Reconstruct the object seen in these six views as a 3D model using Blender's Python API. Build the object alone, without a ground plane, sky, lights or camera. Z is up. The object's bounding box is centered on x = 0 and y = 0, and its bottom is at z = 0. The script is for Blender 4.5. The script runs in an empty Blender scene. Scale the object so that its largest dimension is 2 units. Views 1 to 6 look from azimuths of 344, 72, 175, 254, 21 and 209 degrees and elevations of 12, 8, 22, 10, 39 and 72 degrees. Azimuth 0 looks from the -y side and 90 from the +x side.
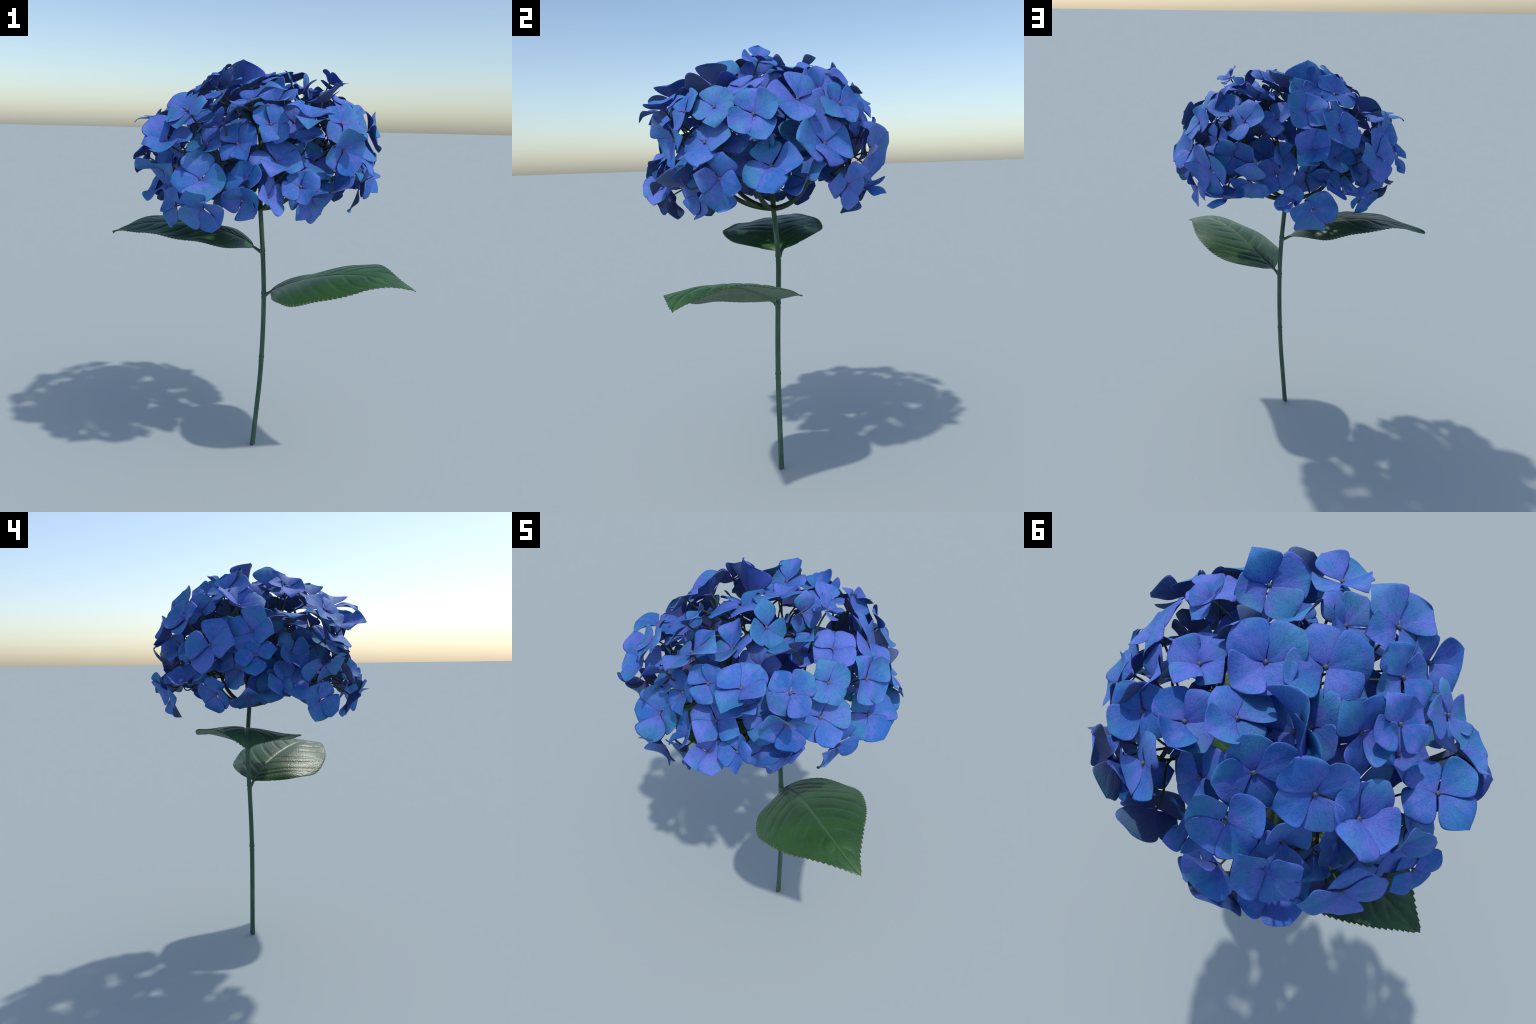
"""A single cut mophead hydrangea: a green stem with two serrated leaves, a
forked flower stalk and a domed head of four-petalled blue florets."""
import math
import random

import bpy
import numpy as np
from mathutils import Matrix, Vector

rng = random.Random(7)

# ---------------------------------------------------------------- helpers


def link(obj, parent=None):
    bpy.context.scene.collection.objects.link(obj)
    if parent is not None:
        obj.parent = parent
    return obj


def mesh_from(name, verts, faces, slots=None, smooth=True):
    me = bpy.data.meshes.new(name)
    me.from_pydata([tuple(v) for v in verts], [], faces)
    if slots is not None:
        me.polygons.foreach_set("material_index", slots)
    me.polygons.foreach_set("use_smooth", [smooth] * len(me.polygons))
    me.update()
    return me


def catmull(points, per=8):
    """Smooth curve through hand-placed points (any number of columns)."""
    P = np.array(points, float)
    P = np.vstack([2 * P[0] - P[1], P, 2 * P[-1] - P[-2]])
    out = []
    for i in range(1, len(P) - 2):
        a, b, c, d = P[i - 1], P[i], P[i + 1], P[i + 2]
        for t in np.arange(per) / per:
            out.append(0.5 * (2 * b + (c - a) * t + (2 * a - 5 * b + 4 * c - d) * t * t + (3 * b - a - 3 * c + d) * t ** 3))
    out.append(P[-2])
    return np.array(out)


def bezier(a, b, c, d, n):
    t = np.linspace(0, 1, n)[:, None]
    return (1 - t) ** 3 * a + 3 * (1 - t) ** 2 * t * b + 3 * (1 - t) * t * t * c + t ** 3 * d


def tube(path, radii, sides=12, verts=None, faces=None):
    """Loft a round tube along a path; closed with end fans."""
    verts = [] if verts is None else verts
    faces = [] if faces is None else faces
    path = np.array(path, float)
    tang = np.gradient(path, axis=0)
    tang /= np.linalg.norm(tang, axis=1)[:, None] + 1e-12
    ref = np.array([1.0, 0, 0]) if abs(tang[0][0]) < 0.8 else np.array([0, 1.0, 0])
    base = len(verts)
    for p, t, r in zip(path, tang, radii):
        ref = ref - t * (ref @ t)
        ref /= np.linalg.norm(ref)
        side = np.cross(t, ref)
        for k in range(sides):
            a = math.tau * k / sides
            verts.append(p + r * (math.cos(a) * ref + math.sin(a) * side))
    n = len(path)
    for i in range(n - 1):
        for k in range(sides):
            a, b = base + i * sides + k, base + i * sides + (k + 1) % sides
            faces.append((a, b, b + sides, a + sides))
    for ring, p, flip in ((0, path[0], True), (n - 1, path[-1], False)):
        c = len(verts)
        verts.append(p)
        for k in range(sides):
            a, b = base + ring * sides + k, base + ring * sides + (k + 1) % sides
            faces.append((b, a, c) if flip else (a, b, c))
    return verts, faces


# -------------------------------------------------------------- materials


class Nodes:
    """Small wrapper for writing node trees."""

    def __init__(self, name):
        self.mat = bpy.data.materials.new(name)
        self.mat.use_nodes = True
        self.t = self.mat.node_tree
        self.bsdf = self.t.nodes["Principled BSDF"]
        self.out = self.t.nodes["Material Output"]

    def put(self, socket, v):
        if isinstance(v, bpy.types.NodeSocket):
            self.t.links.new(v, socket)
        elif isinstance(v, (tuple, list)) and len(v) == 3 and socket.type == "RGBA":
            socket.default_value = (*v, 1)
        else:
            socket.default_value = v

    def math(self, op, a, b=0.0, clamp=False):
        n = self.t.nodes.new("ShaderNodeMath")
        n.operation, n.use_clamp = op, clamp
        self.put(n.inputs[0], a)
        self.put(n.inputs[1], b)
        return n.outputs[0]

    def mix(self, f, a, b, mode="MIX"):
        n = self.t.nodes.new("ShaderNodeMix")
        n.data_type, n.blend_type = "RGBA", mode
        self.put(n.inputs[0], f)
        self.put(n.inputs[6], a)
        self.put(n.inputs[7], b)
        return n.outputs[2]

    def step(self, v, lo, hi):
        n = self.t.nodes.new("ShaderNodeMapRange")
        n.interpolation_type = "SMOOTHSTEP"
        self.put(n.inputs[0], v)
        n.inputs[1].default_value, n.inputs[2].default_value = lo, hi
        return n.outputs[0]

    def coord(self, kind="Object"):
        return self.t.nodes.new("ShaderNodeTexCoord").outputs[kind]

    def split(self, v):
        n = self.t.nodes.new("ShaderNodeSeparateXYZ")
        self.put(n.inputs[0], v)
        return n.outputs

    def join(self, x, y, z):
        n = self.t.nodes.new("ShaderNodeCombineXYZ")
        for s, v in zip(n.inputs, (x, y, z)):
            self.put(s, v)
        return n.outputs[0]

    def noise(self, v, scale, detail=3.0, rough=0.55, w=None):
        n = self.t.nodes.new("ShaderNodeTexNoise")
        if w is not None:
            n.noise_dimensions = "4D"
            self.put(n.inputs["W"], w)
        self.put(n.inputs["Vector"], v)
        n.inputs["Scale"].default_value = scale
        n.inputs["Detail"].default_value = detail
        n.inputs["Roughness"].default_value = rough
        return n.outputs[0]

    def chance(self):
        return self.t.nodes.new("ShaderNodeObjectInfo").outputs["Random"]

    def bump(self, h, strength, dist):
        n = self.t.nodes.new("ShaderNodeBump")
        n.inputs["Strength"].default_value, n.inputs["Distance"].default_value = strength, dist
        self.put(n.inputs["Height"], h)
        return n.outputs[0]

    def finish(self, colour, rough=0.5, spec=0.5, normal=None, glow=None, amount=0.0):
        b = self.bsdf
        self.put(b.inputs["Base Color"], colour)
        self.put(b.inputs["Roughness"], rough)
        b.inputs["Specular IOR Level"].default_value = spec
        if normal is not None:
            self.put(b.inputs["Normal"], normal)
        if amount:
            tr = self.t.nodes.new("ShaderNodeBsdfTranslucent")
            self.put(tr.inputs[0], glow if glow is not None else colour)
            mx = self.t.nodes.new("ShaderNodeMixShader")
            mx.inputs[0].default_value = amount
            self.t.links.new(b.outputs[0], mx.inputs[1])
            self.t.links.new(tr.outputs[0], mx.inputs[2])
            self.t.links.new(mx.outputs[0], self.out.inputs[0])
        return self.mat


def petal_rim(m, x, y):
    """0 inside the petal, 1 on its rounded outline."""
    ex = m.math("DIVIDE", m.math("SUBTRACT", x, 0.53), 0.48)
    ey = m.math("DIVIDE", y, 0.585)
    e = m.math("ADD", m.math("POWER", m.math("ABSOLUTE", ex), 2.0), m.math("POWER", m.math("ABSOLUTE", ey), 2.0))
    return m.math("MULTIPLY", m.step(e, 0.84, 1.0), m.step(x, 0.25, 0.5))


def petal_axes(m, ring):
    """Coordinates along and across a petal; a ring of four joined petals is
    folded onto one of them."""
    x, y, z = m.split(m.coord())
    if not ring:
        return x, y
    quarter = math.pi / 2
    a = m.math("ADD", m.math("ARCTAN2", y, x), 4 * math.pi + quarter / 2)
    a = m.math("SUBTRACT", m.math("MODULO", a, quarter), quarter / 2)
    r = m.math("SQRT", m.math("ADD", m.math("MULTIPLY", x, x), m.math("MULTIPLY", y, y)))
    return m.math("MULTIPLY", r, m.math("COSINE", a)), m.math("MULTIPLY", r, m.math("SINE", a))


def petal_top(ring=False):
    m = Nodes("petal_upper_side")
    x, y = petal_axes(m, ring)
    seed = m.math("MULTIPLY", m.chance(), 37.0)
    ang = m.math("ARCTAN2", y, m.math("ADD", x, 0.22))
    fan = m.join(m.math("MULTIPLY", ang, 8.0), m.math("MULTIPLY", x, 2.2), 0.0)
    vein = m.noise(fan, 2.2, 4.0, 0.6, seed)
    cell = m.t.nodes.new("ShaderNodeTexVoronoi")
    cell.voronoi_dimensions, cell.feature = "4D", "DISTANCE_TO_EDGE"
    cell.inputs["Scale"].default_value = 2.4
    m.put(cell.inputs["Vector"], m.join(m.math("MULTIPLY", ang, 5.5), m.math("MULTIPLY", x, 3.2), 0.0))
    m.put(cell.inputs["W"], seed)
    rib = m.step(cell.outputs["Distance"], 0.07, 0.0)
    net = m.noise(m.join(x, y, 0.0), 24.0, 4.0, 0.65, seed)
    patch = m.noise(m.join(x, y, 0.0), 1.5, 2.0, 0.5, seed)
    patch2 = m.noise(m.join(x, y, 5.0), 2.0, 2.0, 0.5, seed)
    pick = m.math("FRACT", m.math("MULTIPLY", seed, 3.7))
    pick2 = m.math("FRACT", m.math("MULTIPLY", seed, 8.9))
    blue = m.mix(pick2, BLUE_A, BLUE_B)
    blue = m.mix(m.math("MULTIPLY", m.step(pick, 0.55, 1.0), 0.6), blue, SLATE)
    violet = m.mix(m.math("MULTIPLY", m.step(m.math("ADD", patch2, m.math("MULTIPLY", pick2, 0.12)), 0.46, 0.72), 0.8), blue, VIOLET)
    teal_mask = m.math("MULTIPLY", m.step(m.math("ADD", patch, m.math("MULTIPLY", pick, 0.16)), 0.52, 0.72), m.step(x, 0.22, 0.7))
    col = m.mix(m.math("MULTIPLY", teal_mask, 0.5), violet, TEAL)
    col = m.mix(m.math("MULTIPLY", m.step(x, 0.36, 0.04), 0.7), col, HEART)
    fade = m.step(x, 1.05, 0.25)
    dark = m.math("ADD", m.math("MULTIPLY", m.step(vein, 0.5, 0.34), 0.25), m.math("MULTIPLY", m.math("MULTIPLY", rib, fade), 0.38))
    col = m.mix(dark, col, DEEP)
    col = m.mix(m.math("MULTIPLY", m.step(net, 0.52, 0.74), 0.22), col, PALE)
    col = m.mix(m.math("MULTIPLY", m.step(net, 0.46, 0.28), 0.16), col, DEEP)
    speck = m.noise(m.join(x, y, 9.0), 16.0, 1.0, 0.5, seed)
    col = m.mix(m.math("MULTIPLY", m.step(speck, 0.74, 0.80), 0.35), col, PINK)
    col = m.mix(m.math("MULTIPLY", petal_rim(m, x, y), 0.5), col, RIM)
    h = m.math("SUBTRACT", m.math("MULTIPLY", net, 0.7), m.math("MULTIPLY", rib, 0.45))
    return m.finish(col, 0.55, 0.2, m.bump(h, 0.22, 0.010), col, 0.13)


def petal_back(ring=False):
    m = Nodes("petal_under_side")
    x, y = petal_axes(m, ring)
    seed = m.math("MULTIPLY", m.chance(), 53.0)
    ang = m.math("ARCTAN2", y, m.math("ADD", x, 0.16))
    vein = m.noise(m.join(m.math("MULTIPLY", ang, 9.0), m.math("MULTIPLY", x, 1.5), 0.0), 2.4, 4.0, 0.6, seed)
    patch = m.noise(m.join(x, y, 0.0), 1.6, 2.0, 0.5, seed)
    base = m.mix(m.step(m.chance(), 0.35, 0.9), BACK_GREY, BACK_BLUE)
    col = m.mix(m.math("MULTIPLY", m.step(patch, 0.45, 0.7), m.step(x, 0.3, 0.8)), base, BACK_TEAL)
    col = m.mix(m.math("MULTIPLY", m.step(x, 0.62, 0.12), 0.7), col, BACK_HEART)
    col = m.mix(m.math("MULTIPLY", m.step(vein, 0.52, 0.38), 0.45), col, DEEP)
    col = m.mix(m.math("MULTIPLY", petal_rim(m, x, y), 0.4), col, RIM)
    return m.finish(col, 0.6, 0.25, m.bump(vein, 0.25, 0.01), BLUE_A, 0.14)


def eye_material():
    m = Nodes("floret_eye_bud")
    n = m.noise(m.coord(), 1.6, 2.0)
    return m.finish(m.mix(n, (0.035, 0.055, 0.075), (0.13, 0.18, 0.20)), 0.5, 0.4)


def stem_material(name, dark, light):
    m = Nodes(name)
    p = m.coord()
    x, y, z = m.split(p)
    streak = m.noise(m.join(m.math("MULTIPLY", x, 60.0), m.math("MULTIPLY", y, 60.0), m.math("MULTIPLY", z, 6.0)), 1.0, 4.0)
    blot = m.noise(p, 14.0, 3.0)
    f = m.math("ADD", m.math("MULTIPLY", streak, 0.7), m.math("MULTIPLY", blot, 0.4))
    return m.finish(m.mix(m.step(f, 0.35, 0.8), dark, light), 0.55, 0.35, m.bump(streak, 0.2, 0.004))


def leaf_material(name, dark, mid, light, rough, spec):
    m = Nodes(name)
    p = m.coord()
    big, fine = m.noise(p, 7.0, 3.0), m.noise(p, 90.0, 3.0)
    col = m.mix(m.step(big, 0.3, 0.7), dark, mid)
    col = m.mix(m.math("MULTIPLY", m.step(fine, 0.5, 0.75), 0.35), col, light)
    cell = m.t.nodes.new("ShaderNodeTexVoronoi")
    cell.feature = "DISTANCE_TO_EDGE"
    cell.inputs["Scale"].default_value = 70.0
    m.put(cell.inputs["Vector"], p)
    h = m.math("ADD", m.step(cell.outputs["Distance"], 0.0, 0.25), m.math("MULTIPLY", fine, 0.6))
    return m.finish(col, rough, spec, m.bump(h, 0.12, 0.004))


def plain_material(name, a, b, rough=0.5):
    m = Nodes(name)
    return m.finish(m.mix(m.noise(m.coord(), 30.0), a, b), rough, 0.4)


BLUE_A, BLUE_B = (0.032, 0.150, 0.520), (0.075, 0.195, 0.620)
SLATE = (0.070, 0.240, 0.520)
VIOLET = (0.150, 0.195, 0.700)
TEAL = (0.040, 0.280, 0.440)
HEART = (0.110, 0.130, 0.540)
DEEP = (0.018, 0.065, 0.280)
PALE = (0.200, 0.370, 0.760)
RIM = (0.150, 0.130, 0.780)
PINK = (0.400, 0.260, 0.700)
BACK_GREY, BACK_BLUE, BACK_TEAL = (0.085, 0.130, 0.250), (0.045, 0.090, 0.380), (0.050, 0.170, 0.240)
BACK_HEART = (0.110, 0.095, 0.300)

PETAL_TOP, PETAL_BACK = petal_top(), petal_back()
RING_TOP, RING_BACK = petal_top(True), petal_back(True)
EYE = eye_material()
STEM_GREEN = stem_material("stem_skin", (0.034, 0.080, 0.050), (0.075, 0.145, 0.095))
STALK_GREEN = stem_material("flower_stalk_skin", (0.020, 0.042, 0.022), (0.045, 0.075, 0.035))
LEAF_TOP = leaf_material("leaf_upper_side", (0.022, 0.068, 0.022), (0.036, 0.105, 0.030), (0.060, 0.140, 0.045), 0.42, 0.45)
LEAF_BACK = leaf_material("leaf_under_side", (0.110, 0.165, 0.110), (0.140, 0.200, 0.135), (0.180, 0.230, 0.160), 0.6, 0.3)
LEAF_VEIN = plain_material("leaf_vein", (0.055, 0.120, 0.045), (0.075, 0.150, 0.060))
LEAF_TIP = plain_material("leaf_tooth_tip", (0.10, 0.17, 0.04), (0.16, 0.22, 0.07))

# ------------------------------------------------------- petals and florets
# Half width of a petal along its length: narrow claw, broad rounded blade,
# slightly pointed tip.
PETAL_OUTLINE = [(0.0, 0.03), (0.06, 0.05), (0.12, 0.115), (0.20, 0.225), (0.30, 0.365), (0.42, 0.49), (0.54, 0.56), (0.65, 0.57), (0.76, 0.515), (0.86, 0.40), (0.94, 0.24), (0.985, 0.09), (1.0, 0.0)]


def petal_mesh(name, cup, arch, twist, wave, phase, skew, hook, point, broad, nt=22, ns=16, thick=0.024):
    """One petal of unit length along +x, two skins meeting in a rounded rim.
    cup lifts the sides, arch bows the length, twist turns the blade, wave
    ruffles the margin, skew shifts the widest point sideways, hook bends
    the tip, point sharpens it, broad widens the blade."""
    t = (1 - np.cos(np.linspace(0, math.pi, nt + 1))) / 2
    t = 0.35 * np.linspace(0, 1, nt + 1) + 0.65 * t
    o = catmull(PETAL_OUTLINE, 12)
    half = np.interp(t, o[:, 0], o[:, 1]) * broad
    f = np.clip((t - 0.58) / 0.42, 0, 1)
    half = half * (1 - 0.42 * point * np.sin(f * math.pi / 2) ** 1.5)
    s = np.linspace(-1, 1, ns + 1)
    s = np.sin(s * math.pi / 2) * 0.45 + s * 0.55
    T, S = np.meshgrid(t, s, indexing="ij")
    y = S * half[:, None] * (1 + skew * S)
    x = T - 0.05 * S * S * (T - 0.5) * (T > 0.5)
    z = cup * (2 * y) ** 2 * T + arch * 4 * T * (1 - T) + twist * y * T
    z += wave * np.abs(S) ** 3 * np.sin(T * 7.5 + phase + 2.2 * (S > 0)) * T
    z += hook * np.clip((T - 0.72) / 0.28, 0, 1) ** 2
    z -= 0.018 * np.exp(-(y / 0.05) ** 2) * T * (1 - T) * 4
    depth = thick * np.sqrt(np.clip(1 - np.abs(S) ** 6, 0, 1)) * np.sqrt(np.clip(1 - T ** 12, 0, 1))
    n = (nt + 1) * (ns + 1)
    top = np.stack([x, y, z + depth / 2], -1).reshape(-1, 3)
    low = np.stack([x, y, z - depth / 2], -1).reshape(-1, 3)
    idx = lambda i, j: i * (ns + 1) + j
    weld = {}
    for i in range(nt + 1):
        for j in range(ns + 1):
            if j in (0, ns) or i == nt:
                weld[n + idx(i, j)] = idx(i, j)
    for j in range(ns + 1):
        weld[idx(nt, j)] = weld[n + idx(nt, j)] = idx(nt, ns // 2)
    faces, slots = [], []
    for i in range(nt):
        for j in range(ns):
            q = (idx(i, j), idx(i + 1, j), idx(i + 1, j + 1), idx(i, j + 1))
            for side in (0, 1):
                f = [weld.get(v + side * n, v + side * n) for v in q]
                f = list(dict.fromkeys(f))
                if len(f) > 2:
                    faces.append(f if side == 0 else f[::-1])
                    slots.append(side)
    verts = np.vstack([top, low])
    used = sorted({v for f in faces for v in f})
    new = {v: k for k, v in enumerate(used)}
    me = mesh_from(name, verts[used], [[new[v] for v in f] for f in faces], slots)
    me.materials.append(PETAL_TOP)
    me.materials.append(PETAL_BACK)
    return me


PETAL_KINDS = [
    # cup, arch, twist, wave, phase, skew, hook, point, broad
    petal_mesh("petal_flat", 0.07, 0.050, 0.06, 0.045, 0.3, 0.05, -0.03, 0.15, 1.00),
    petal_mesh("petal_broad", 0.13, 0.065, -0.08, 0.040, 1.9, -0.06, 0.01, 0.3, 1.05),
    petal_mesh("petal_cupped", 0.26, 0.030, 0.05, 0.030, 3.3, 0.04, 0.06, 0.35, 1.02),
    petal_mesh("petal_bowed", -0.09, 0.110, -0.06, 0.060, 0.9, 0.07, -0.09, 0.55, 0.98),
    petal_mesh("petal_twisted", 0.10, 0.055, 0.24, 0.050, 2.6, -0.07, 0.02, 0.25, 0.98),
    petal_mesh("petal_ruffled", 0.11, 0.070, -0.16, 0.095, 4.1, 0.05, 0.02, 0.3, 1.04),
    petal_mesh("petal_tipped", 0.20, 0.075, 0.03, 0.035, 5.2, 0.02, -0.13, 0.9, 1.00),
    petal_mesh("petal_drooping", -0.14, 0.085, 0.10, 0.050, 1.2, -0.05, -0.06, 0.3, 1.00),
    petal_mesh("petal_hollow", 0.34, 0.045, -0.10, 0.045, 2.2, -0.03, 0.02, 0.35, 1.06),
    petal_mesh("petal_pinched", 0.16, 0.060, 0.14, 0.055, 0.1, 0.08, -0.08, 0.7, 0.94),
]


def eye_mesh():
    """A little bud of four swollen lobes split by a cross."""
    verts, faces, rings, sides = [], [], 9, 24
    for i in range(1, rings):
        a = math.pi * i / rings
        for k in range(sides):
            b = math.tau * k / sides
            r = 1 - 0.16 * abs(math.cos(2 * b)) ** 6 * math.sin(a)
            r *= 1 - 0.12 * math.exp(-((a) / 0.35) ** 2)
            verts.append((r * math.sin(a) * math.cos(b), r * math.sin(a) * math.sin(b), 0.9 * r * math.cos(a)))
    top, low = len(verts), len(verts) + 1
    verts += [(0, 0, 0.76), (0, 0, -0.9)]
    for i in range(rings - 2):
        for k in range(sides):
            a, b = i * sides + k, i * sides + (k + 1) % sides
            faces.append((a, a + sides, b + sides, b))
    for k in range(sides):
        faces.append((k, (k + 1) % sides, top))
        faces.append(((rings - 2) * sides + (k + 1) % sides, (rings - 2) * sides + k, low))
    me = mesh_from("floret_eye", verts, faces)
    me.materials.append(EYE)
    return me


EYE_MESH = eye_mesh()


def floret_frame(centre, axis, roll):
    """Matrix whose z axis is where the floret faces and whose x axis points
    along its first petal."""
    az, el = math.radians(axis[0]), math.radians(axis[1])
    n = Vector((math.cos(el) * math.cos(az), math.cos(el) * math.sin(az), math.sin(el)))
    up = Vector((0, 0, 1)) if abs(n.z) < 0.95 else Vector((0, 1, 0))
    ex = up.cross(n).normalized()
    ey = n.cross(ex)
    m = Matrix((ex, ey, n)).transposed().to_4x4() @ Matrix.Rotation(math.radians(roll), 4, "Z")
    m.translation = Vector(centre)
    return m


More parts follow.
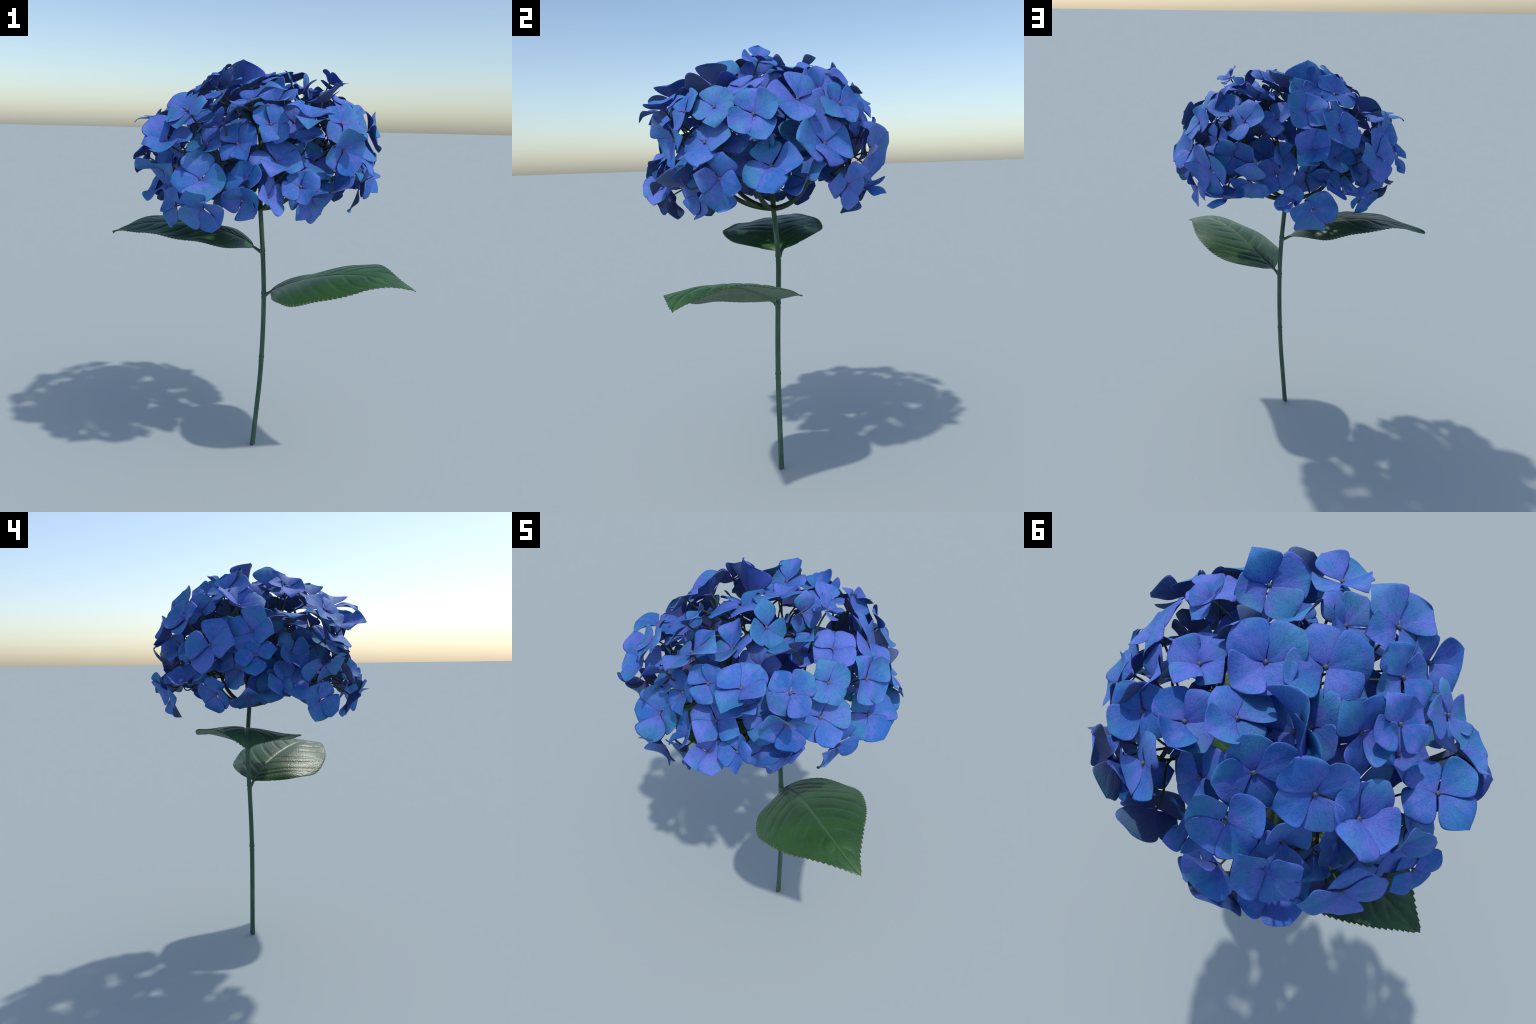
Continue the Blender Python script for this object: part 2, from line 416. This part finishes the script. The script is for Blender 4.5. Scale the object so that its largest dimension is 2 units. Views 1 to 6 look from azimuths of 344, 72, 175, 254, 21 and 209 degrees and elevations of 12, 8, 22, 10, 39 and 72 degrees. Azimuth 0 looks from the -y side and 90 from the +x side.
# Every floret of the head, by the side of the head its branch feeds:
# centre (mm), facing (azimuth, elevation) and roll (degrees), then for its
# four petals the length (mm), the lift above the floret plane and the turn
# away from an even cross (degrees).
CYMES = {
    "crown": [
        ((-186, -201, 1820), (-168, 57, -32), (104, 107, 103, 103), (1, 11, -2, 11), (-9, 5, -3, 7)),
        ((-245, -61, 1855), (-175, 53, 67), (93, 94, 99, 86), (8, 1, 5, 8), (-3, -6, 11, -2)),
        ((236, 219, 1825), (168, 70, -3), (109, 104, 106, 103), (30, -1, 35, 20), (-2, -3, 15, -10)),
        ((288, 68, 1844), (-37, 83, 81), (103, 94, 101, 98), (23, 16, 15, 20), (3, -7, 4, 0)),
        ((-171, 13, 1859), (164, 47, 29), (109, 127, 98, 104), (18, 21, -2, 23), (8, -23, 18, -3)),
        ((-2, -95, 1862), (-178, 71, 57), (120, 131, 130, 142), (7, 8, 6, 17), (-8, -2, 12, -3)),
        ((134, -180, 1839), (-22, 24, -18), (102, 108, 104, 86), (4, 6, 11, 15), (-14, 2, 17, -5)),
        ((233, -51, 1850), (-28, -4, -15), (94, 93, 92, 82), (20, 6, 21, 6), (-6, 0, 3, 3)),
        ((132, -16, 1882), (119, 76, -20), (129, 117, 97, 132), (14, 15, 13, 11), (3, 2, -4, -1)),
        ((32, -279, 1780), (-143, 65, 135), (129, 107, 111, 113), (24, 9, 21, 22), (-1, -7, 9, 0)),
        ((111, 158, 1879), (-136, 62, 24), (98, 115, 92, 121), (4, 10, 5, 4), (-1, 2, -1, -1)),
        ((-154, 210, 1848), (130, 53, 17), (120, 117, 115, 108), (3, 11, 5, 8), (-1, 5, -4, 0)),
        ((7, 243, 1838), (140, 52, 3), (135, 117, 114, 107), (14, 15, 12, 2), (4, -2, -11, 8)),
        ((-25, 85, 1820), (51, 31, 113), (178, 142, 151, 169), (22, -8, 12, 14), (-19, 3, 0, 17)),
        ((-50, 42, 1794), (64, 59, -83), (123, 118, 119, 145), (10, 19, 14, 16), (0, 0, 0, 0)),
    ],
    "left_front": [
        ((-342, -208, 1744), (-153, 39, 25), (108, 108, 108, 111), (4, -4, 7, 4), (-3, -1, 15, -11)),
        ((-428, -183, 1612), (-129, 42, 32), (114, 135, 113, 123), (-5, 28, 24, 25), (-3, 15, -7, -5)),
        ((-221, -359, 1690), (161, 57, 86), (104, 93, 111, 117), (16, 2, 21, 17), (-2, 2, 8, -9)),
        ((-306, -319, 1457), (-106, 25, 7), (112, 128, 128, 130), (9, 15, 15, 22), (-5, 2, 2, 0)),
        ((-304, -361, 1347), (-124, -35, 16), (117, 117, 115, 121), (16, 16, 22, 18), (-4, 3, 3, -3)),
        ((-390, -167, 1329), (-168, -3, -24), (108, 98, 107, 105), (11, 11, 8, 13), (-5, 3, -2, 5)),
        ((-427, -7, 1704), (93, 88, -115), (130, 110, 107, 128), (4, -5, -2, 2), (-4, -3, 0, 7)),
        ((-446, -163, 1493), (-143, -47, 120), (134, 122, 112, 119), (20, -9, 13, 13), (-11, -3, 14, 0)),
        ((-228, -133, 1598), (160, -27, -10), (124, 105, 110, 103), (8, 14, 7, 3), (3, 3, -4, -2)),
    ],
    "front": [
        ((-156, -358, 1611), (-125, 20, 45), (104, 95, 98, 98), (16, 7, 17, 18), (-4, -2, 12, -7)),
        ((-99, -351, 1788), (-162, 63, 47), (143, 127, 115, 133), (5, 8, -4, 11), (6, -11, 5, 0)),
        ((-27, -390, 1692), (-88, 20, 56), (89, 90, 89, 93), (14, 4, 12, 7), (-1, -5, 9, -3)),
        ((126, -439, 1723), (-77, 64, -32), (113, 115, 107, 121), (22, 6, 20, 7), (1, 1, -2, 0)),
        ((135, -424, 1641), (-110, 63, 75), (77, 69, 76, 71), (11, 15, 13, 20), (2, -3, 3, -2)),
        ((-45, -436, 1397), (-53, 17, -4), (83, 96, 108, 101), (19, 17, 19, 25), (-4, -3, 3, 4)),
        ((-1, -409, 1538), (-97, 44, -14), (117, 113, 118, 113), (7, 10, 8, 20), (-2, -4, 13, -7)),
        ((96, -450, 1437), (-112, 27, 113), (77, 89, 89, 92), (3, 14, 13, 17), (-7, 10, -5, 2)),
        ((158, -319, 1372), (-72, -17, -24), (119, 107, 103, 101), (16, 9, 16, 24), (-11, 0, 11, 0)),
        ((-145, -412, 1388), (-125, -26, 29), (115, 95, 102, 98), (26, 35, 10, 28), (-2, 0, -10, 11)),
        ((-130, -405, 1457), (-153, 33, 20), (107, 91, 106, 99), (11, 33, 19, 40), (-6, 9, -3, 1)),
        ((131, -239, 1705), (-104, 27, 104), (96, 99, 99, 98), (17, 11, 11, 13), (2, -4, 0, 1)),
        ((185, -338, 1534), (-65, 33, -27), (115, 109, 108, 110), (6, 8, 6, 13), (-5, 2, 3, 0)),
    ],
    "right_front": [
        ((296, -384, 1701), (-82, 25, 40), (106, 98, 102, 102), (4, 5, -1, 6), (-1, -1, 1, 1)),
        ((395, -175, 1782), (-55, 58, 117), (86, 89, 102, 102), (10, 3, 12, 7), (0, -2, 4, -2)),
        ((289, -429, 1594), (-74, -17, 19), (111, 126, 113, 118), (17, 20, 14, 28), (-11, 2, 7, 1)),
        ((279, -264, 1804), (157, 64, 174), (115, 115, 129, 114), (10, 15, 12, 20), (-4, 7, -8, 4)),
        ((525, -170, 1672), (-27, 15, 24), (111, 109, 109, 121), (19, 7, 13, 11), (-2, -6, 7, 1)),
        ((349, -92, 1890), (19, 51, -19), (78, 71, 81, 69), (13, 31, 8, 42), (-12, -4, 14, 2)),
        ((270, -393, 1411), (-129, 60, 140), (95, 112, 124, 118), (13, 19, 32, 26), (5, -1, 7, -11)),
        ((443, -290, 1440), (-38, -22, 73), (114, 102, 144, 108), (8, 25, 5, 26), (-2, 0, 2, 0)),
        ((408, -291, 1708), (-41, 24, 13), (96, 97, 91, 96), (10, 8, 7, 13), (-4, -4, 8, 0)),
        ((533, -110, 1477), (-37, 28, 17), (126, 118, 124, 128), (2, 2, 2, 12), (-6, -1, 11, -4)),
        ((391, -329, 1575), (-55, 31, 18), (125, 107, 101, 125), (1, 3, 3, 10), (-7, 1, 11, -5)),
        ((475, -103, 1601), (-70, -9, 69), (84, 77, 79, 78), (20, 20, 10, 24), (5, -8, 7, -4)),
    ],
    "right_back": [
        ((489, 15, 1727), (11, 32, -22), (126, 134, 133, 131), (-2, 9, -3, 11), (-5, -4, 8, 1)),
        ((522, 208, 1397), (22, -11, -3), (100, 99, 104, 101), (4, 12, 4, 11), (-2, 2, -1, 2)),
        ((449, 346, 1521), (42, -15, 21), (143, 129, 134, 129), (9, 2, 7, 1), (-2, -2, 5, -1)),
        ((551, 99, 1554), (16, 30, -6), (142, 133, 163, 116), (5, 11, 15, 17), (3, 0, 10, -14)),
        ((499, 186, 1712), (23, 28, 19), (110, 100, 115, 100), (4, 10, 3, 11), (-3, -1, 5, -1)),
        ((415, 317, 1656), (30, 13, 25), (74, 75, 78, 74), (-7, 18, -9, 15), (2, -4, 6, -4)),
        ((285, 353, 1745), (38, 33, 18), (118, 108, 109, 105), (-3, 10, -7, 9), (2, -1, -1, 0)),
        ((345, 353, 1587), (76, -12, -68), (104, 110, 103, 102), (13, 5, 18, 9), (-1, -1, 2, 0)),
        ((266, 408, 1477), (59, -41, 67), (157, 103, 142, 113), (0, 9, 4, 9), (-2, 8, 6, -12)),
        ((388, 341, 1376), (50, 73, 139), (120, 108, 112, 104), (11, -4, 12, 7), (0, -2, 2, 0)),
        ((366, 239, 1777), (82, 63, -14), (95, 97, 104, 108), (8, 16, 13, 19), (3, -3, 4, -4)),
        ((376, 157, 1784), (7, 25, 87), (101, 116, 111, 119), (13, 30, 7, 30), (1, -1, 0, 0)),
        ((542, 24, 1421), (-71, 43, 26), (117, 111, 103, 109), (17, 12, 9, 11), (5, -1, -4, 0)),
    ],
    "back": [
        ((132, 308, 1751), (50, 42, 105), (105, 91, 102, 95), (-5, 17, 6, 20), (-6, 13, -4, -3)),
        ((5, 377, 1792), (108, 40, 43), (117, 114, 113, 109), (-1, 13, 1, 11), (-4, 5, -3, 1)),
        ((-20, 461, 1633), (81, 23, 54), (109, 119, 116, 103), (26, 39, 36, 40), (2, 2, 1, -5)),
        ((-16, 342, 1493), (97, -22, 12), (112, 101, 94, 101), (17, 14, 14, 10), (-3, 1, -2, 4)),
        ((143, 363, 1502), (80, 6, 63), (98, 95, 98, 98), (11, 13, 11, 12), (0, 1, 0, -1)),
        ((111, 420, 1582), (141, 33, -4), (84, 83, 88, 82), (3, 14, 11, 7), (9, -1, -5, -3)),
        ((69, 462, 1394), (39, 36, 29), (85, 87, 96, 86), (17, 12, 15, 25), (-7, 5, 0, 2)),
        ((-28, 480, 1360), (97, -27, -10), (123, 133, 125, 136), (13, 3, 11, -1), (0, -3, -1, 4)),
        ((-168, 417, 1421), (134, 59, 9), (117, 112, 121, 118), (4, 20, 16, 24), (-7, 15, -11, 3)),
        ((-143, 414, 1710), (115, 30, 31), (104, 115, 107, 113), (16, 19, 23, 11), (-5, 14, -13, 3)),
        ((-140, 338, 1748), (139, 39, -2), (83, 92, 77, 90), (5, 22, 19, 7), (13, 8, -11, -10)),
    ],
    "left_back": [
        ((-402, 160, 1644), (142, 16, 77), (120, 119, 116, 120), (14, 13, 11, 19), (-5, 2, 1, 2)),
        ((-336, 338, 1585), (138, 20, 83), (131, 133, 138, 135), (5, 6, 4, 12), (-12, 5, 2, 5)),
        ((-485, 167, 1536), (151, 32, 8), (96, 84, 96, 98), (11, -1, 9, 2), (6, -7, 6, -6)),
        ((-215, 272, 1527), (146, 26, 54), (99, 102, 109, 120), (12, 13, 19, 20), (-8, 6, 3, -1)),
        ((-291, 305, 1366), (126, -23, 80), (95, 97, 100, 97), (9, 12, 8, 15), (-2, 2, 1, -1)),
        ((-419, 5, 1408), (-167, 34, 8), (119, 115, 115, 118), (11, 11, 11, 18), (-4, 0, 0, 4)),
        ((-389, 49, 1399), (143, 20, -8), (94, 92, 95, 91), (18, 8, 10, 15), (-4, -1, 2, 3)),
        ((-338, 202, 1470), (113, 14, 32), (105, 105, 105, 106), (11, 11, 8, 15), (0, 0, 1, -1)),
        ((-361, 173, 1356), (-169, -54, 116), (97, 94, 95, 97), (14, 4, 5, 0), (1, -2, -1, 3)),
        ((-276, 187, 1762), (-166, 53, -12), (127, 120, 137, 123), (26, 18, 33, 26), (-2, 1, 3, -2)),
        ((-223, 66, 1678), (151, 34, 93), (105, 99, 100, 117), (12, 11, 11, 6), (0, 6, -11, 4)),
    ],
}


# ------------------------------------------------------------ the whole thing
plant = link(bpy.data.objects.new("hydrangea", None))
plant.empty_display_size = 0.1
plant.location = (0.051, 0.049, 0.0)
plant["label"] = "cut blue hydrangea with domed flower head, two leaves"
plant["category"] = "flower"
ORIGIN = Matrix.Translation(plant.location)
INV = ORIGIN.inverted()


def add_part(name, me, parent=plant, world=None):
    o = bpy.data.objects.new(name, me)
    link(o, parent)
    if parent is plant:
        o.matrix_parent_inverse = INV
    if world is not None:
        o.matrix_basis = world
    return o


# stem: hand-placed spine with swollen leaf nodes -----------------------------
NODES = [0.493, 0.836, 1.058]
spine = catmull([(0.0520, 0.0500, 0.0), (0.0660, 0.0445, 0.18), (0.0800, 0.0390, 0.36), (0.0866, 0.0372, 0.4926), (0.0920, 0.0390, 0.66), (0.0935, 0.0450, 0.8333), (0.0910, 0.0520, 0.95), (0.0855, 0.0560, 1.0597), (0.0750, 0.0520, 1.18), (0.0643, 0.0466, 1.290)], 40)
rad = []
for p in spine:
    r = 0.0128 - 0.0010 * p[2]
    if p[2] < 0.05:
        r *= 1 + 0.10 * (1 - p[2] / 0.05)
    for h in NODES:
        d = p[2] - h
        r += 0.0022 * math.exp(-((d - 0.008) / 0.011) ** 2) + 0.0010 * math.exp(-((d + 0.012) / 0.008) ** 2) - 0.0022 * math.exp(-((d + 0.002) / 0.0035) ** 2)
    rad.append(r)
verts, faces = tube(spine, rad, 20)
for v in verts:  # slanting cut at the foot
    if v[2] < 0.03:
        v[2] = max(0.0, v[2] + 0.35 * (v[0] - 0.052) * (1 - v[2] / 0.03) + 0.003)
low = min(v[2] for v in verts)
for v in verts:
    if v[2] < 0.03:
        v[2] -= low * (1 - v[2] / 0.03)
me = mesh_from("stem", verts, faces)
me.materials.append(STEM_GREEN)
add_part("stem", me)

# leaves -----------------------------------------------------------------------
LEAF_OUTLINE = [(0.0, 0.0), (0.03, 0.25), (0.1, 0.56), (0.2, 0.82), (0.35, 1.0), (0.5, 0.97), (0.65, 0.78), (0.8, 0.47), (0.9, 0.22), (0.96, 0.09), (1.0, 0.0)]
VEIN_STARTS = [0.03, 0.12, 0.22, 0.33, 0.45, 0.57, 0.69, 0.80]


def vein_run(start, n=40):
    """A side vein: leaves the midrib at start and sweeps toward the tip."""
    u = np.linspace(0, 1, n)
    t = start + (0.34 - 0.20 * start) * (0.55 * u + 0.45 * u ** 2.2)
    return np.stack([np.clip(t, 0, 0.985), 0.96 * u], 1)


def leaf(name, base, c1, c2, tip, w_left, w_right, tilt, droop_left, droop_right, seed, wing=0.0, foot=None):
    r = random.Random(seed)
    nt, ns = 260, 48
    t = np.linspace(0, 1, nt + 1)
    mid = bezier(*[np.array(q, float) for q in (base, c1, c2, tip)], nt + 1)
    tang = np.gradient(mid, axis=0)
    tang /= np.linalg.norm(tang, axis=1)[:, None]
    side = np.cross(tang, [0, 0, 1.0])
    side /= np.linalg.norm(side, axis=1)[:, None]
    up = np.cross(side, tang)
    o = catmull(LEAF_OUTLINE, 10)
    half = np.interp(t, o[:, 0], np.maximum(o[:, 1], 0))
    teeth = 44
    s = np.linspace(-1, 1, 2 * ns + 1)
    # distance in (t, s) space to the veins, with jittered starts per side
    groove = np.zeros((nt + 1, 2 * ns + 1))
    rib = np.zeros_like(groove)
    length = np.linalg.norm(np.diff(mid, axis=0), axis=1).sum()
    for sg, wid in ((-1, w_left), (1, w_right)):
        cols = np.where(s * sg >= 0)[0]
        X = t[:, None] * length * np.ones((1, len(cols)))
        Y = np.abs(s[cols])[None, :] * half[:, None] * wid
        best = np.full(X.shape, 9.0)
        runs = []
        for v in VEIN_STARTS:
            run = vein_run(v + r.uniform(-0.02, 0.02))
            runs.append(run)
            fork = run[22]
            u = np.linspace(0, 1, 18)
            runs.append(np.stack([np.clip(fork[0] + 0.10 * u, 0, 0.985), fork[1] + (0.97 - fork[1]) * u ** 1.3 * 0.9], 1))
        for k, run in enumerate(runs):
            px = run[:, 0] * length
            py = run[:, 1] * np.interp(run[:, 0], t, half) * wid
            for a, b in zip(px, py):
                best = np.minimum(best, np.hypot(X - a, Y - b) * (1.0 if k % 2 == 0 else 1.35))
        groove[:, cols] = np.exp(-(best / 0.009) ** 2)
        rib[:, cols] = np.exp(-(best / 0.0035) ** 2)
    rows = []
    ruff = [r.uniform(0, 6.28) for _ in range(6)]
    for i in range(nt + 1):
        row = []
        ph = (t[i] * teeth) % 1.0
        tooth = 1.0 + (0.030 * (ph - 0.55) * (0.05 < t[i] < 0.985)) / max(half[i], 0.25)
        fwd = 0.006 * ph * (0.05 < t[i] < 0.985)
        for j, q in enumerate(s):
            wid, dr = (w_right, droop_right) if q > 0 else (w_left, droop_left)
            aq = abs(q)
            edge = 1 + (tooth - 1) * max(0, aq - 0.86) / 0.14
            x = q * half[i] * wid * edge
            h = math.tan(tilt) * x - dr * (x * x) / wid
            h += wing * (max(0, aq - 0.55) / 0.45) ** 2 * half[i]
            h += 0.006 * math.sin(9 * t[i] + ruff[0] + 2 * q) * aq + 0.004 * math.sin(21 * t[i] + ruff[1 + (q > 0)]) * aq ** 2
            h += 0.0042 * (1 - groove[i, j]) * min(1, aq * 4) * min(1, half[i] * 2) * (1 - aq ** 4)
            h -= 0.004 * math.exp(-(x / 0.006) ** 2)
            row.append(mid[i] + side[i] * x + up[i] * h + tang[i] * fwd * max(0, aq - 0.86) / 0.14)
        rows.append(row)
    top = np.array(rows)
    gi = np.gradient(top, axis=0)
    gj = np.gradient(top, axis=1)
    nrm = np.cross(gj, gi)
    ln = np.linalg.norm(nrm, axis=2)
    nrm /= np.maximum(ln, 1e-9)[..., None]
    nrm[ln < 1e-9] = (0, 0, 1)
    nrm *= np.sign((nrm * up[:, None, :]).sum(2))[..., None]
    m = 2 * ns + 1
    depth = np.full((nt + 1, m), 0.0032)
    depth += 0.006 * np.exp(-((s[None, :] * half[:, None] * 0.25) / 0.006) ** 2) * (1 - 0.7 * t[:, None])
    depth += 0.0022 * rib
    depth *= np.clip((1 - t) / 0.06, 0.15, 1)[:, None]
    low = top - nrm * depth[..., None]
    n = (nt + 1) * m
    verts = np.vstack([top.reshape(-1, 3), low.reshape(-1, 3)])
    faces, slots = [], []
    for i in range(nt):
        for j in range(m - 1):
            a, b = i * m + j, (i + 1) * m + j
            w = half[i] * abs(s[j] + s[j + 1]) / 2 * 0.25
            vein = w < 0.0028 or (rib[i, j] > 0.5 and rib[i + 1, j + 1] > 0.4)
            edge = (j == 0 or j == m - 2) and (t[i] * teeth) % 1.0 > 0.62
            faces.append((a, a + 1, b + 1, b))
            slots.append(2 if w < 0.0028 else 3 if edge else 0)
            faces.append((n + a, n + b, n + b + 1, n + a + 1))
            slots.append(2 if vein else 1)
        for j, flip in ((0, False), (m - 1, True)):
            a, b = i * m + j, (i + 1) * m + j
            faces.append((a, b, n + b, n + a) if not flip else (b, a, n + a, n + b))
            slots.append(0)
    me = mesh_from("leaf_blade", verts, faces, slots)
    for mat in (LEAF_TOP, LEAF_BACK, LEAF_VEIN, LEAF_TIP):
        me.materials.append(mat)
    blade = add_part("leaf", me)
    foot = np.array(foot, float)
    b0 = np.array(base, float)
    d = (mid[6] - mid[0]) / np.linalg.norm(mid[6] - mid[0])
    path = bezier(foot, foot + (b0 - foot) * 0.35 + np.array([0, 0, -0.006]), b0 - d * 0.02 - up[0] * 0.002, mid[14] - up[14] * 0.006, 20)
    pv, pf = tube(path, np.linspace(0.0105, 0.0048, 20), 12)
    pm = mesh_from("leaf_stalk", pv, pf)
    pm.materials.append(STEM_GREEN)
    o = bpy.data.objects.new("leaf_stalk", pm)
    link(o, blade)
    return blade


leaf("leaf", (0.122, 0.012, 0.868), (0.258, -0.082, 0.958), (0.422, -0.422, 1.097), (0.632, -0.532, 0.981), 0.254, 0.246, -0.128, 0.099, 0.233, 3, 0.0, (0.0935, 0.043, 0.832))
leaf("leaf", (0.045, 0.088, 1.088), (-0.122, 0.116, 1.217), (-0.429, 0.211, 1.249), (-0.652, 0.248, 1.150), 0.266, 0.237, 0.134, 0.115, 0.276, 11, 0.02, (0.086, 0.057, 1.056))

# florets ------------------------------------------------------------------------
placed = []
for side_name, rows in CYMES.items():
    for centre, facing, lengths, lifts, turns in rows:
        c = tuple(v / 1000 for v in centre)
        placed.append((side_name, c, floret_frame(c, facing[:2], facing[2]), lengths, lifts, turns))

def extra_floret(d, reach, tilt, size):
    """A filling floret on the shell at reach, facing roughly outward."""
    c = (0.04 + 0.54 * reach * d.x, 0.54 * reach * d.y, 1.42 + 0.48 * reach * d.z)
    n = Vector((d.x, d.y, d.z + 0.2)) + tilt * Vector([rng.uniform(-1, 1) for _ in range(3)])
    n.normalize()
    face = (math.degrees(math.atan2(n.y, n.x)), math.degrees(math.asin(n.z)))
    side_name = min(CYMES, key=lambda s: min((Vector(c) - Vector(r[0]) / 1000).length for r in CYMES[s]))
    placed.append((side_name, c, floret_frame(c, face, rng.uniform(0, 90)), [size * rng.uniform(0.92, 1.08) for _ in range(4)], [rng.uniform(2, 22) for _ in range(4)], [rng.uniform(-8, 8) for _ in range(4)]))


def spiral(n, low):
    for k in range(n):
        up = 0.97 - (0.97 - low) * (k + 0.5) / n
        a = 2.399963 * k + 0.7
        h = math.sqrt(max(0, 1 - up * up))
        yield Vector((h * math.cos(a), h * math.sin(a), up))


# fill the widest gaps between the outer florets, a little below their level
for _ in range(10):
    best = (0.0, None)
    for d in spiral(700, 0.05):
        spot = Vector((0.04 + 0.4536 * d.x, 0.4536 * d.y, 1.42 + 0.4032 * d.z))
        gap = min((spot - Vector(p[1])).length for p in placed)
        if gap > best[0]:
            best = (gap, d)
    if best[0] < 0.115:
        break
    extra_floret(best[1], 0.82, 0.3, 102)
# a sparser inner tier, half hidden under the outer florets
for d in spiral(16, 0.0):
    extra_floret(d, 0.62, 0.4, 104)

by_size = sorted(range(len(placed)), key=lambda k: -sum(placed[k][3]))
single = set(by_size[:75])  # these carry separately named petals (300 in all)

for k, (side_name, c, frame, lengths, lifts, turns) in enumerate(placed):
    typical = sorted(lengths)[1:3]
    typical = sum(typical) / 2000
    eye = frame @ Matrix.Translation((0, 0, 0.004 + 0.02 * typical)) @ Matrix.Scale(0.0048 + 0.024 * typical, 4)
    fl = add_part("floret", EYE_MESH, plant, eye)
    eye_inv = eye.inverted()
    inner = rng.randrange(2)
    pieces = []
    for q in range(4):
        L = lengths[q] / 985
        W = (typical * 0.75 + L * 0.25) * rng.uniform(0.93, 1.03)
        lift = math.radians(lifts[q])
        over = 0.0025 if q % 2 == inner else -0.0015
        m = (frame @ Matrix.Rotation(math.radians(90 * q + turns[q]), 4, "Z") @ Matrix.Translation((0, 0, over))
             @ Matrix.Rotation(-lift, 4, "Y") @ Matrix.Rotation(math.radians(rng.uniform(-9, 9)), 4, "X") @ Matrix.Diagonal((L, W, (L + W) / 2, 1)))
        kind = PETAL_KINDS[rng.randrange(len(PETAL_KINDS))]
        pieces.append((kind, m))
    if k in single:
        for kind, m in pieces:
            p = bpy.data.objects.new("petal", kind)
            link(p, fl)
            p.matrix_basis = eye_inv @ m
    else:
        verts, faces, slots = [], [], []
        ring_frame = frame @ Matrix.Scale(typical, 4)
        ring_inv = ring_frame.inverted()
        for kind, m in pieces:
            off = len(verts)
            mm = ring_inv @ m
            verts += [mm @ v.co for v in kind.vertices]
            faces += [[off + v for v in f.vertices] for f in kind.polygons]
            slots += [f.material_index for f in kind.polygons]
        me = mesh_from("petal_ring", verts, faces, slots)
        me.materials.append(RING_TOP)
        me.materials.append(RING_BACK)
        p = bpy.data.objects.new("petal", me)
        link(p, fl)
        p.matrix_basis = eye_inv @ ring_frame
        p["kind"] = "stuff"

# flower stalk: main branches, forks and pedicels --------------------------------
JUNCTION = np.array([0.0643, 0.0466, 1.286])
ped_v, ped_f = [], []
for side_name in CYMES:
    members = [(np.array(c), np.array(frame.col[2][:3])) for n, c, frame, *_ in placed if n == side_name]
    centre = np.mean([c for c, _ in members], axis=0)
    if side_name == "crown":
        hub = JUNCTION + (centre - JUNCTION) * 0.62
        path = bezier(JUNCTION, JUNCTION + np.array([0.0, 0.0, 0.1]), hub - np.array([0, 0, 0.12]), hub, 24)
    else:
        out = centre - JUNCTION
        out[2] = 0
        out /= np.linalg.norm(out)
        hub = JUNCTION + (centre - JUNCTION) * 0.60
        hub[2] = max(hub[2] - 0.03, JUNCTION[2] + 0.06)
        path = bezier(JUNCTION, JUNCTION + out * 0.12 + np.array([0, 0, 0.006]), hub - np.array([0, 0, 0.07]) - out * 0.03, hub, 24)
    v, f = tube(path, np.linspace(0.0125, 0.0085, 24), 14)
    me = mesh_from("branch", v, f)
    me.materials.append(STALK_GREEN)
    add_part("branch", me)
    # forks: members ordered round the branch, three or four to a fork
    axis = (centre - JUNCTION) / np.linalg.norm(centre - JUNCTION)
    e1 = np.cross(axis, [0.3, 0.5, 0.8])
    e1 /= np.linalg.norm(e1)
    e2 = np.cross(axis, e1)
    members.sort(key=lambda q: math.atan2((q[0] - centre) @ e2, (q[0] - centre) @ e1))
    groups = max(1, round(len(members) / 3.4))
    for g in range(groups):
        part = members[g * len(members) // groups:(g + 1) * len(members) // groups]
        mean = np.mean([c for c, _ in part], axis=0)
        fork = hub + (mean - hub) * 0.5
        tube(bezier(hub - axis * 0.004, hub + axis * 0.05, fork - axis * 0.02, fork, 10), np.linspace(0.0072, 0.0055, 10), 9, ped_v, ped_f)
        for c, n in part:
            back = c - n * min(0.07, 0.6 * np.linalg.norm(c - fork))
            tube(bezier(fork, fork + (mean - hub) * 0.2, back, c + n * 0.001, 12), np.linspace(0.0046, 0.0034, 12), 8, ped_v, ped_f)
me = mesh_from("pedicel", ped_v, ped_f)
me.materials.append(STALK_GREEN)
o = add_part("pedicel", me)
o["kind"] = "stuff"
